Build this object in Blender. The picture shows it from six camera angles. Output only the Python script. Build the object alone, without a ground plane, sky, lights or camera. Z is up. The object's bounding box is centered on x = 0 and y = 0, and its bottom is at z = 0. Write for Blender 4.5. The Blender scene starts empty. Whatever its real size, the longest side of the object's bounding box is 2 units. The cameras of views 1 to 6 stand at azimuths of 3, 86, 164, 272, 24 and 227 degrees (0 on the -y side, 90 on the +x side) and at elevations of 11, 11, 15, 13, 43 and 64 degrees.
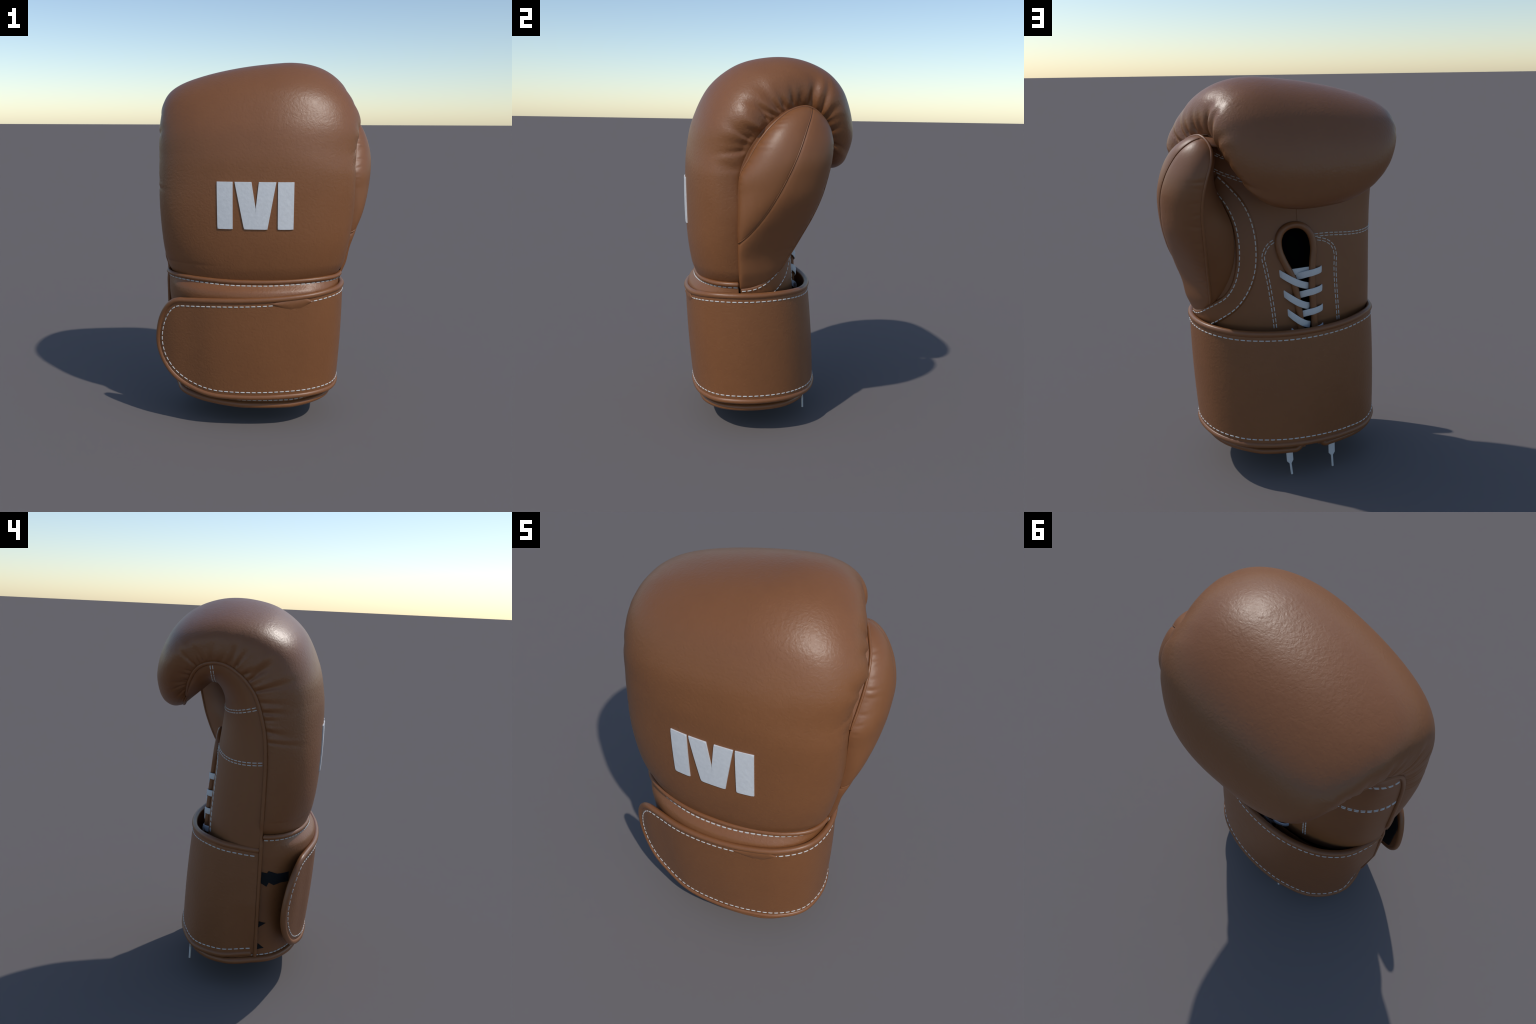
"""A tan leather boxing glove standing on its cuff, built part by part from profiles, seams and rules."""
import bpy, math
import numpy as np
from mathutils import Vector
from mathutils.bvhtree import BVHTree

RNG = np.random.default_rng(7)


# ----------------------------------------------------------------------------------------------- curves
def spline(knots, n, closed=False, u=None):
    """Centripetal-free cubic (Catmull-Rom, chord length parameter) through the knots, n samples evenly in length."""
    K = np.asarray(knots, float)
    if closed:
        K = np.vstack([K, K[:1]])
    d = np.r_[0, np.cumsum(np.linalg.norm(np.diff(K, axis=0), axis=1) ** 0.75 + 1e-9)]
    fine = hermite(d, K, np.linspace(0, d[-1], max(600, 4 * n)), closed)
    L = np.r_[0, np.cumsum(np.linalg.norm(np.diff(fine, axis=0), axis=1))]
    t = np.linspace(0, L[-1], n + 1)[:-1] if closed else np.linspace(0, L[-1], n)
    return np.stack([np.interp(t, L, fine[:, k]) for k in range(K.shape[1])], 1)


def hermite(x, Y, xs, closed=False):
    """Cubic through (x, Y) with finite-difference tangents, evaluated at xs."""
    Y = np.asarray(Y, float)
    if Y.ndim == 1:
        Y = Y[:, None]
    h = np.diff(x)
    s = np.diff(Y, axis=0) / h[:, None]
    m = np.empty_like(Y)
    m[1:-1] = (s[:-1] * h[1:, None] + s[1:] * h[:-1, None]) / (h[1:] + h[:-1])[:, None]
    if closed:
        m[0] = m[-1] = (s[0] * h[-1] + s[-1] * h[0]) / (h[0] + h[-1])
    else:
        m[0], m[-1] = s[0], s[-1]
        if len(h) > 1:
            m[0], m[-1] = 1.5 * s[0] - 0.5 * m[1], 1.5 * s[-1] - 0.5 * m[-2]
    i = np.clip(np.searchsorted(x, xs, side="right") - 1, 0, len(h) - 1)
    t = ((xs - x[i]) / h[i])[:, None]
    H = h[i][:, None]
    return (2 * t**3 - 3 * t**2 + 1) * Y[i] + (t**3 - 2 * t**2 + t) * H * m[i] + (3 * t**2 - 2 * t**3) * Y[i + 1] + (t**3 - t**2) * H * m[i + 1]


def arclen(P):
    return np.r_[0, np.cumsum(np.linalg.norm(np.diff(P, axis=0), axis=1))]


def unit(v):
    return v / np.maximum(np.linalg.norm(v, axis=-1, keepdims=True), 1e-12)


def smooth01(a, b, x):
    t = np.clip((x - a) / (b - a), 0, 1)
    return t * t * (3 - 2 * t)


# ------------------------------------------------------------------------------------------------ scene
def add(name, verts, faces, mat, parent=None, smooth=True, kind=None, sharp=None):
    me = bpy.data.meshes.new(name)
    me.from_pydata([tuple(map(float, v)) for v in verts], [], [tuple(map(int, f)) for f in faces])
    me.validate()
    me.materials.append(mat)
    me.polygons.foreach_set("use_smooth", [smooth] * len(me.polygons))
    if sharp is not None and smooth:
        me.set_sharp_from_angle(angle=math.radians(sharp))
    ob = bpy.data.objects.new(name, me)
    bpy.context.scene.collection.objects.link(ob)
    if parent:
        ob.parent = parent
    if kind:
        ob["kind"] = kind
    return ob


def grid_faces(nu, nv, closed_v=False, base=0):
    f = []
    for i in range(nu - 1):
        for j in range(nv if closed_v else nv - 1):
            k = (j + 1) % nv
            f.append((base + i * nv + j, base + i * nv + k, base + (i + 1) * nv + k, base + (i + 1) * nv + j))
    return f


def grid_normals(G):
    du = np.gradient(G, axis=0)
    dv = np.gradient(G, axis=1)
    return unit(np.cross(du, dv))


def tube_mesh(path, radius, closed=False, sides=12, squash=None):
    """Tube round a path; radius may vary along it."""
    P = np.asarray(path, float)
    n = len(P)
    R = np.broadcast_to(np.asarray(radius, float), (n,)).copy()
    T = unit(np.roll(P, -1, 0) - np.roll(P, 1, 0)) if closed else unit(np.gradient(P, axis=0))
    a = np.cross(T[0], (0.3, 0.5, 0.81))
    a /= np.linalg.norm(a)
    A = []
    for i in range(n):
        a = a - T[i] * (a @ T[i])
        a = a / np.linalg.norm(a)
        A.append(a)
    A = np.array(A)
    B = np.cross(T, A)
    ang = np.linspace(0, 2 * math.pi, sides, endpoint=False)
    V = P[:, None] + R[:, None, None] * (A[:, None] * np.cos(ang)[None, :, None] + B[:, None] * np.sin(ang)[None, :, None])
    V = V.reshape(-1, 3)
    F = grid_faces(n, sides, True)
    if closed:
        # match the last ring to the first by nearest vertex
        k = int(np.argmin(np.linalg.norm(V[:sides] - V[(n - 1) * sides], axis=1)))
        for j in range(sides):
            j2 = (j + 1) % sides
            F.append(((n - 1) * sides + j, (n - 1) * sides + j2, (j2 + k) % sides, (j + k) % sides))
    else:
        V = np.vstack([V, P[:1] - T[:1] * R[0] * 0.5, P[-1:] + T[-1:] * R[-1] * 0.5])
        for j in range(sides):
            j2 = (j + 1) % sides
            F.append((n * sides, j2, j))
            F.append((n * sides + 1, (n - 1) * sides + j, (n - 1) * sides + j2))
    return V, F


def tube(name, path, radius, mat, parent, closed=False, sides=12):
    V, F = tube_mesh(path, radius, closed, sides)
    return add(name, V, F, mat, parent)


# a single stitch: a short thread lying on the leather with its ends diving in
def stitch_shape():
    xs = np.array([-0.5, -0.46, -0.3, 0.0, 0.3, 0.46, 0.5])
    hs = np.array([-0.25, 0.45, 0.9, 1.0, 0.9, 0.45, -0.25])
    ws = np.array([0.55, 0.85, 1.0, 1.0, 1.0, 0.85, 0.55])
    prof = np.array([(-0.5, -0.6), (-0.46, 0.25), (-0.24, 0.85), (0, 1), (0.24, 0.85), (0.46, 0.25), (0.5, -0.6)])
    V = np.array([(x, y * w, z * (h if z > 0 else 1)) for x, h, w in zip(xs, hs, ws) for y, z in prof])
    F = grid_faces(7, 7)
    F += [tuple(range(6, -1, -1)), tuple(range(42, 49))]
    return V, F


SV, SF = stitch_shape()


def stitch_row(path, normal, period=0.0295, fill=0.76, width=0.0062, height=0.003, skip=None):
    """Stitches along a path on a surface; returns verts and faces."""
    P, N = np.asarray(path), np.asarray(normal)
    L = arclen(P)
    n = max(1, int(round(L[-1] / period)))
    per = L[-1] / n
    V, F = [], []
    at = lambda A, t: np.array([np.interp(t, L, A[:, k]) for k in range(3)])
    for i in range(n):
        c = (i + 0.5) * per
        if skip and skip(at(P, c)):
            continue
        ln = per * fill * RNG.uniform(0.94, 1.05)
        p0, p1 = at(P, max(0, c - ln / 2)), at(P, min(L[-1], c + ln / 2))
        t = p1 - p0
        nn = at(N, c)
        nn = unit(nn - unit(t) * (nn @ unit(t)))
        b = np.cross(nn, unit(t)) * width * RNG.uniform(0.92, 1.08)
        o = (p0 + p1) / 2 * 0.4 + at(P, c) * 0.6
        base = sum(len(v) for v in V)
        V.append(o + SV[:, :1] * t + SV[:, 1:2] * b + SV[:, 2:] * nn * height)
        F += [tuple(base + k for k in f) for f in SF]
    return (np.vstack(V) if V else np.zeros((0, 3))), F


def stitches(name, rows, parent, **kw):
    V, F = [], []
    for P, N in rows:
        v, f = stitch_row(P, N, **kw)
        b = sum(len(x) for x in V)
        V.append(v)
        F += [tuple(b + k for k in q) for q in f]
    return add(name, np.vstack(V), F, THREAD, parent, kind="stuff")


def offset_path(path, normal, d):
    """Shift a path sideways on its surface by d."""
    T = unit(np.gradient(path, axis=0))
    return path + np.cross(normal, T) * d


# -------------------------------------------------------------------------------------------- materials
def leather(name, col, dark, rough=0.42, grain=1.0, spec=0.5):
    m = bpy.data.materials.new(name)
    m.use_nodes = True
    nt = m.node_tree
    N, Lk = nt.nodes, nt.links
    bs = N["Principled BSDF"]
    tc = N.new("ShaderNodeTexCoord")

    def noise(scale, detail=3.0, rough_=0.55, dist=0.0):
        n = N.new("ShaderNodeTexNoise")
        n.inputs["Scale"].default_value = scale
        n.inputs["Detail"].default_value = detail
        n.inputs["Roughness"].default_value = rough_
        n.inputs["Distortion"].default_value = dist
        Lk.new(tc.outputs["Object"], n.inputs["Vector"])
        return n

    def math_(op, a, b):
        n = N.new("ShaderNodeMath")
        n.operation = op
        for k, v in enumerate((a, b)):
            if isinstance(v, (int, float)):
                n.inputs[k].default_value = v
            else:
                Lk.new(v, n.inputs[k])
        return n.outputs[0]

    big, mid = noise(3.2, 4), noise(26, 4)
    mix = N.new("ShaderNodeMix")
    mix.data_type = "RGBA"
    ramp = N.new("ShaderNodeMapRange")
    ramp.inputs["From Min"].default_value, ramp.inputs["From Max"].default_value = 0.35, 0.7
    Lk.new(math_("ADD", math_("MULTIPLY", big.outputs["Fac"], 0.7), math_("MULTIPLY", mid.outputs["Fac"], 0.3)), ramp.inputs["Value"])
    Lk.new(ramp.outputs[0], mix.inputs["Factor"])
    mix.inputs["A"].default_value = (*dark, 1)
    mix.inputs["B"].default_value = (*col, 1)
    Lk.new(mix.outputs["Result"], bs.inputs["Base Color"])
    # grain: pebbles with fine pores, and slight broad unevenness
    vor = N.new("ShaderNodeTexVoronoi")
    vor.feature = "SMOOTH_F1"
    vor.inputs["Scale"].default_value = 85
    warp = N.new("ShaderNodeMix")
    warp.data_type = "VECTOR"
    warp.inputs["Factor"].default_value = 0.06
    wn = noise(18, 3)
    Lk.new(tc.outputs["Object"], warp.inputs["A"])
    Lk.new(wn.outputs["Color"], warp.inputs["B"])
    Lk.new(warp.outputs["Result"], vor.inputs["Vector"])
    fine, folds = noise(260, 3), noise(72, 3, 0.55, 0.3)
    h = math_("ADD", math_("MULTIPLY", vor.outputs["Distance"], 0.5), math_("ADD", math_("MULTIPLY", folds.outputs["Fac"], 0.75), math_("MULTIPLY", fine.outputs["Fac"], 0.12)))
    bump = N.new("ShaderNodeBump")
    bump.inputs["Strength"].default_value = 0.20 * grain
    bump.inputs["Distance"].default_value = 0.006
    Lk.new(h, bump.inputs["Height"])
    Lk.new(bump.outputs["Normal"], bs.inputs["Normal"])
    rr = N.new("ShaderNodeMapRange")
    rr.inputs["To Min"].default_value, rr.inputs["To Max"].default_value = rough - 0.04, rough + 0.06
    Lk.new(mid.outputs["Fac"], rr.inputs["Value"])
    Lk.new(rr.outputs[0], bs.inputs["Roughness"])
    bs.inputs["Specular IOR Level"].default_value = spec
    return m


def plain(name, col, rough, bump_scale=None, bump=0.2, spec=0.5):
    m = bpy.data.materials.new(name)
    m.use_nodes = True
    N, Lk = m.node_tree.nodes, m.node_tree.links
    bs = N["Principled BSDF"]
    bs.inputs["Roughness"].default_value = rough
    bs.inputs["Specular IOR Level"].default_value = spec
    tc = N.new("ShaderNodeTexCoord")
    ns = N.new("ShaderNodeTexNoise")
    ns.inputs["Scale"].default_value = bump_scale or 40
    Lk.new(tc.outputs["Object"], ns.inputs["Vector"])
    mix = N.new("ShaderNodeMix")
    mix.data_type = "RGBA"
    mix.inputs["A"].default_value = (*[c * 0.9 for c in col], 1)
    mix.inputs["B"].default_value = (*[min(1, c * 1.08) for c in col], 1)
    Lk.new(ns.outputs["Fac"], mix.inputs["Factor"])
    Lk.new(mix.outputs["Result"], bs.inputs["Base Color"])
    if bump_scale:
        b = N.new("ShaderNodeBump")
        b.inputs["Strength"].default_value = bump
        b.inputs["Distance"].default_value = 0.004
        Lk.new(ns.outputs["Fac"], b.inputs["Height"])
        Lk.new(b.outputs["Normal"], bs.inputs["Normal"])
    return m


TAN, TAN_DARK = (0.227, 0.087, 0.0300), (0.210, 0.080, 0.0275)
LEATHER = leather("tan_leather", TAN, TAN_DARK)
SMOOTH_LEATHER = leather("tan_leather_smooth", TAN, TAN_DARK, rough=0.45, grain=0.35)
BINDING = leather("binding_leather", TAN, TAN_DARK, rough=0.40, grain=0.25)
LINING = leather("lining_leather", TAN, TAN_DARK, rough=0.5, grain=0.3)
THREAD = plain("white_thread", (0.56, 0.545, 0.52), 0.85)
PRINT = plain("white_vinyl", (0.66, 0.67, 0.68), 0.5, 60, 0.22)
LACE = plain("white_lace", (0.62, 0.63, 0.64), 0.85, 300, 0.3)
BLACK = plain("black_hook_and_loop", (0.012, 0.013, 0.015), 0.9, 220, 0.6, 0.2)
VOID = plain("matte_black_core", (0.003, 0.003, 0.003), 1.0, None, 0, 0.0)

glove = bpy.data.objects.new("boxing_glove", None)
bpy.context.scene.collection.objects.link(glove)
glove["label"] = "tan brown leather boxing glove with white stitching, strap and laces"
glove["category"] = "boxing glove"

# ------------------------------------------------------------------------- fist padding and palm stations
# Each station is one section across the glove, from the wrist up the back of the hand, over the knuckles
# and down the curled fingers: left seam, right seam (toward the thumb), outer crest, inner lining, and how
# far the padding bulges past the seams to the left and to the right.
#     left seam            right seam           crest (y, z)    lining (y, z)   bulge
STATIONS = [
    ((-0.550, -0.148, 0.80), (0.400, -0.150, 0.80), (-0.383, 0.80), (0.155, 0.78), (-0.540, 0.398)),
    ((-0.551, -0.152, 0.90), (0.424, -0.162, 0.89), (-0.414, 0.90), (0.146, 0.90), (-0.548, 0.425)),
    ((-0.552, -0.156, 1.05), (0.456, -0.170, 1.05), (-0.437, 1.05), (0.131, 1.05), (-0.563, 0.460)),
    ((-0.553, -0.157, 1.22), (0.476, -0.172, 1.22), (-0.446, 1.22), (0.115, 1.20), (-0.573, 0.480)),
    ((-0.554, -0.147, 1.36), (0.470, -0.168, 1.40), (-0.446, 1.40), (0.094, 1.35), (-0.575, 0.482)),
    ((-0.555, -0.122, 1.47), (0.464, -0.135, 1.51), (-0.438, 1.53), (0.084, 1.45), (-0.576, 0.484)),
    ((-0.555, -0.090, 1.555), (0.466, -0.088, 1.59), (-0.406, 1.68), (0.088, 1.50), (-0.577, 0.510)),
    ((-0.552, -0.042, 1.62), (0.460, -0.034, 1.655), (-0.323, 1.845), (0.100, 1.535), (-0.577, 0.495)),
    ((-0.546, 0.008, 1.662), (0.436, 0.026, 1.706), (-0.188, 1.952), (0.114, 1.56), (-0.573, 0.464)),
    ((-0.538, 0.056, 1.687), (0.403, 0.085, 1.740), (-0.030, 1.996), (0.127, 1.575), (-0.566, 0.430)),
    ((-0.528, 0.100, 1.694), (0.364, 0.140, 1.752), (0.125, 1.995), (0.140, 1.58), (-0.556, 0.392)),
    ((-0.514, 0.145, 1.688), (0.335, 0.200, 1.735), (0.270, 1.945), (0.157, 1.575), (-0.543, 0.364)),
    ((-0.498, 0.185, 1.668), (0.318, 0.248, 1.695), (0.372, 1.857), (0.178, 1.556), (-0.526, 0.352)),
    ((-0.477, 0.212, 1.638), (0.288, 0.275, 1.645), (0.432, 1.740), (0.203, 1.530), (-0.504, 0.318)),
    ((-0.450, 0.228, 1.610), (0.258, 0.287, 1.600), (0.455, 1.615), (0.228, 1.506), (-0.470, 0.280)),
    ((-0.420, 0.242, 1.583), (0.228, 0.294, 1.562), (0.442, 1.520), (0.250, 1.485), (-0.432, 0.242)),
    ((-0.385, 0.252, 1.557), (0.198, 0.298, 1.532), (0.415, 1.455), (0.271, 1.466), (-0.391, 0.205)),
    ((-0.350, 0.260, 1.530), (0.166, 0.302, 1.508), (0.366, 1.425), (0.290, 1.449), (-0.353, 0.169)),
    ((-0.312, 0.266, 1.505), (0.135, 0.305, 1.488), (0.308, 1.434), (0.308, 1.434), (-0.313, 0.136)),
]
ST = np.array([[*l, *r, *c, *i, *b] for l, r, c, i, b in STATIONS])
# how square each side of the padding is at a station, how much it falls off toward the little finger, and
# where its crest stands across the hand
SQUARE_L = [2.2, 2.2, 2.2, 2.2, 2.2, 2.25, 2.5, 2.8, 2.9, 3.0, 3.1, 3.0, 3.1, 3.1, 3.0, 2.7, 2.5, 2.3, 2.2]
SQUARE_R = [2.2, 2.2, 2.2, 2.2, 2.2, 2.1, 1.98, 1.95, 1.95, 2.0, 2.1, 2.15, 2.1, 2.0, 2.1, 2.1, 2.1, 2.1, 2.1]
FALL_L = [0, 0, 0, 0, 0, 0, 0.03, 0.08, 0.12, 0.15, 0.15, 0.13, 0.10, 0.07, 0.04, 0.0, 0, 0, 0]
CREST_X = [-0.05, -0.05, -0.05, -0.05, -0.05, -0.04, -0.01, 0.03, 0.07, 0.09, 0.09, 0.08, 0.05, 0.01, -0.03, -0.06, -0.07, -0.08, -0.08]
SQ = np.array([SQUARE_L, SQUARE_R, FALL_L, CREST_X]).T


def shape(s):
    return hermite(np.arange(len(ST), dtype=float), SQ, np.atleast_1d(np.asarray(s, float)))


def station(s):
    return hermite(np.arange(len(ST), dtype=float), ST, np.atleast_1d(np.asarray(s, float)))


def section(st, crest, ext_l, ext_r, m_l, m_r, fall, crest_x, nt):
    """Arc from the left seam over the crest to the right seam: a superellipse that tucks in under its bulge."""
    L, R = st[0:3], st[3:6]
    xo = crest_x
    base = lambda x: L[1:3] + (R[1:3] - L[1:3]) * np.clip((x - L[0]) / (R[0] - L[0]), 0, 1)[:, None]
    out = []
    for seam, ext, sign, m in ((L[0], ext_l, -1, m_l), (R[0], ext_r, 1, m_r)):
        a = abs(ext - xo)
        us = min(1.0, abs(seam - xo) / a)
        th0 = -math.acos(min(1.0, us ** (m / 2)))
        th = th0 + (math.pi / 2 - th0) * (np.linspace(0, 1, nt))
        c, s = np.cos(th), np.sin(th)
        u = np.abs(c) ** (2 / m)
        n = np.sign(s) * np.abs(s) ** (2 / m)
        n0 = n[0]
        n = (n - n0) / (1 - n0)
        if sign < 0:
            n = n * (1 - fall * np.clip(u, 0, 1) ** 1.3)
        x = xo + sign * a * u
        mid = base(np.array([xo]))[0]
        yz = base(x) + n[:, None] * (np.asarray(crest) - mid)
        out.append(np.c_[x, yz])
    left, right = out
    return np.vstack([left, right[::-1][1:]])


def even(P, n, power=0.0):
    L = arclen(P)
    t = np.linspace(0, L[-1], n)
    return np.stack([np.interp(t, L, P[:, k]) for k in range(3)], 1)


NS, NT = 430, 301
S = np.linspace(0, len(ST) - 1, NS)
rows = station(S)
pad = np.array([even(section(r, r[6:8], r[10], r[11], q[0], q[1], q[2], q[3], 120), NT) for r, q in zip(rows, shape(S))])
NL = 221
SL = np.linspace(-0.55, len(ST) - 1, NS)  # the palm lining runs on down inside the strap
lining = np.array([even(section(r, r[8:10], r[0], r[3], 2.2, 2.2, 0.0, -0.05, 120), NL) for r in station(SL)])

tuck = 0.05 * (1 - smooth01(0.72, 0.81, lining[..., 2])) * (SL[:, None] < 1)
lining[..., 0] -= tuck * (lining[..., 0] + 0.06)
# the padding is drawn in where it meets the cuff
pinch = 0.065 * (1 - smooth01(0.80, 0.93, pad[..., 2])) * (np.arange(NS)[:, None] < NS // 4)
pad[..., 0] -= pinch * (pad[..., 0] + 0.06)
pad[..., 1] -= pinch * 0.6 * (pad[..., 1] + 0.11)

# gathers: folds that start at the seams and fade out over the padding
padN = grid_normals(pad)
if padN[NS // 3, NT // 2] @ np.array([0, -1, 0]) < 0:
    padN = -padN
dist_l = np.cumsum(np.r_["1", np.zeros((NS, 1)), np.linalg.norm(np.diff(pad, axis=1), axis=2)], axis=1)
dist_r = dist_l[:, -1:] - dist_l
along_l = arclen(pad[:, 0])
along_r = arclen(pad[:, -1])


def folds(along, dist, start, stop, spacing, depth, reach, rng, spread=1.0):
    """Irregular pleats between two lengths along the seam: narrow valleys that widen and fade away from it."""
    out = np.zeros_like(dist)
    p = start
    while p < stop:
        edge = math.sin(math.pi * np.clip((p - start) / (stop - start), 0.05, 0.95)) ** 0.4
        a = depth * rng.uniform(0.25, 1.0) ** 0.8 * 1.35 * edge
        rch = reach * rng.uniform(0.4, 1.5)
        w0 = spacing * rng.uniform(0.15, 0.32)
        lean = rng.uniform(-0.22, 0.22)
        c = p + lean * dist
        w = w0 * (0.8 + spread * dist / 0.12)
        fade = np.exp(-((dist / rch) ** 2.0)) * smooth01(-0.004, 0.035, dist)
        d = (along[:, None] - c) / w
        out -= a * np.exp(-d * d) * fade
        out += 0.45 * a * np.exp(-(((along[:, None] - c - spacing * 0.5) / (w * 1.1)) ** 2)) * fade
        p += spacing * rng.uniform(0.5, 1.6)
    return out


def s_len(along, s):
    return float(np.interp(s, S, along))


g = np.random.default_rng(21)
disp = folds(along_r, dist_r, s_len(along_r, 5.2), s_len(along_r, 15.0), 0.046, 0.0115, 0.13, g, 0.7)
disp += folds(along_r, dist_r, s_len(along_r, 4.3), s_len(along_r, 7.5), 0.095, 0.015, 0.19, g)
disp += folds(along_l, dist_l, s_len(along_l, 3.8), s_len(along_l, 12.5), 0.038, 0.0092, 0.12, g, 0.8)
disp += folds(along_l, dist_l, s_len(along_l, 10.5), s_len(along_l, 17.8), 0.026, 0.007, 0.07, g)
tipd = np.linalg.norm(pad - pad[-1:, :], axis=2)
pad = pad + padN * disp[..., None]
# broad slight unevenness of the stuffing
from mathutils import noise as mnoise
lump = np.array([[mnoise.noise(Vector(p) * 4.2) for p in row[::10]] for row in pad[::10]])
ii, jj = np.arange(NS) / 10, np.arange(NT) / 10
lump = np.array([np.interp(jj, np.arange(lump.shape[1]), r) for r in lump])
lump = np.array([np.interp(ii, np.arange(lump.shape[0]), c) for c in lump.T]).T
inside = smooth01(0, 0.12, np.minimum(dist_l, dist_r))
pad = pad + padN * (0.0025 * lump * inside)[..., None]

fist = add("fist_padding", pad.reshape(-1, 3), [f[::-1] for f in grid_faces(NS, NT)], LEATHER, glove)

# -------------------------------------------------------------------------------------- keyhole and palm
KEYHOLE = [(-0.085, 0.16), (-0.080, 0.45), (-0.078, 0.77), (-0.061, 0.935), (-0.043, 1.03), (-0.010, 1.10), (0.017, 1.165), (0.023, 1.213), (0.012, 1.255),
           (-0.018, 1.284), (-0.062, 1.295), (-0.108, 1.284), (-0.141, 1.250), (-0.157, 1.190), (-0.149, 1.09), (-0.143, 0.975), (-0.152, 0.775), (-0.150, 0.45), (-0.145, 0.16)]
key = spline(KEYHOLE, 260)


def inside_poly(x, z, poly):
    c = np.zeros(x.shape, bool)
    for (x0, z0), (x1, z1) in zip(poly, np.roll(poly, -1, 0)):
        hit = ((z0 > z) != (z1 > z)) & (x < (x1 - x0) * (z - z0) / (z1 - z0 + 1e-12) + x0)
        c ^= hit
    return c


palm_faces = grid_faces(NS, NL)
flat = lining.reshape(-1, 3)
mid_pts = flat[np.array(palm_faces)].mean(1)
hole = inside_poly(mid_pts[:, 0], mid_pts[:, 2], key) & (mid_pts[:, 2] < 1.32)
srow = np.repeat(np.arange(NS - 1), NL - 1)
hole &= SL[srow] < 4.5
palm_bvh = BVHTree.FromPolygons([tuple(v) for v in flat], [f for f, r in zip(palm_faces, srow) if SL[r] < 6.6])
palm = add("palm_lining", flat, [f for f, h in zip(palm_faces, hole) if not h], SMOOTH_LEATHER, glove)

# ---------------------------------------------------------------------------------------- cuff and strap
# plan curve of the strap: from the left seam round the back, the thumb side and the front to the free flap
STRAP_PLAN = [(-0.543, -0.142), (-0.539, -0.055), (-0.514, 0.050), (-0.433, 0.152), (-0.297, 0.223), (-0.110, 0.262), (0.090, 0.254), (0.255, 0.198), (0.362, 0.095),
              (0.414, -0.045), (0.418, -0.170), (0.377, -0.290), (0.268, -0.374), (0.100, -0.420), (-0.080, -0.432), (-0.260, -0.414), (-0.400, -0.372), (-0.511, -0.334), (-0.591, -0.292)]
NSTR = 420
plan = spline(STRAP_PLAN, NSTR)
plan_len = arclen(plan)
tan2 = unit(np.gradient(plan, axis=0))
out2 = np.c_[tan2[:, 1], -tan2[:, 0]]
if out2[NSTR // 2] @ (plan[NSTR // 2] - np.array([-0.06, -0.09])) < 0:
    out2 = -out2


def shear(x, y, z):
    """The wrist leans: toward the palm at the bottom, and narrows on the thumb side."""
    h = (z - 0.49) / 0.6
    return x + 0.022 * h * smooth01(0.0, 0.4, x), y - 0.045 * h


def at_plan_x(k):
    """Index along the strap that is closest to the k-th control point."""
    return float(plan_len[np.argmin(np.linalg.norm(plan - np.array(STRAP_PLAN[k]), axis=1))])


TOP_Z = [0.785, 0.79, 0.795, 0.80, 0.79, 0.783, 0.783, 0.79, 0.797, 0.797, 0.797, 0.795, 0.780, 0.764, 0.753, 0.745, 0.735, 0.725, 0.70]
BOT_Z = [0.206, 0.202, 0.200, 0.19, 0.195, 0.20, 0.205, 0.21, 0.215, 0.217, 0.217, 0.215, 0.21, 0.205, 0.20, 0.20, 0.205, 0.21, 0.22]
kk = np.array([at_plan_x(k) for k in range(len(STRAP_PLAN))])
top_z = hermite(kk, np.array(TOP_Z), plan_len)[:, 0]
bot_z = hermite(kk, np.array(BOT_Z), plan_len)[:, 0]
# rounded free end: the strap's upper and lower edges meet in an uneven half round
end = plan_len[-1]
left_over = end - plan_len
MIDH = 0.485
up_r, low_r = 0.165, 0.40
fu = np.sqrt(np.clip(1 - np.clip((up_r - left_over) / up_r, 0, 1) ** 2.3, 0, 1))
fl = np.sqrt(np.clip(1 - np.clip((low_r - left_over) / low_r, 0, 1) ** 2.3, 0, 1))
top_z = MIDH + (top_z - MIDH) * fu
bot_z = MIDH + (bot_z - MIDH) * fl


def strap_point(i, z, off=0.0):
    x, y = plan[i] + out2[i] * off
    # where the strap is sewn in at the side seam it stands upright and draws in toward the foot
    sewn = 1 - smooth01(0.02, 0.16, plan_len[i])
    h = (z - 0.49) / 0.6
    xs, ys = shear(x, y, z)
    return np.array((xs + sewn * (0.080 * max(-h, 0.0) - 0.006 * max(h, 0.0)), ys + sewn * 0.04 * h, z))


NH = 48
THICK = 0.020
outer, inner = [], []
for i in range(NSTR):
    zs = np.linspace(bot_z[i], top_z[i], NH)
    # a slight belly between the two bound edges
    belly = 0.006 * np.sin(np.linspace(0, math.pi, NH)) * min(1.0, left_over[i] / 0.3)
    outer.append([strap_point(i, z, b) for z, b in zip(zs, belly)])
    inner.append([strap_point(i, z, b - THICK) for z, b in zip(zs, belly)])
outer, inner = np.array(outer), np.array(inner)
strap = add("strap", np.vstack([outer.reshape(-1, 3), inner.reshape(-1, 3)]),
            [f[::-1] for f in grid_faces(NSTR, NH)] + grid_faces(NSTR, NH, base=NSTR * NH), LEATHER, glove)
strapN = unit(np.c_[out2, np.zeros(NSTR)])
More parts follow.
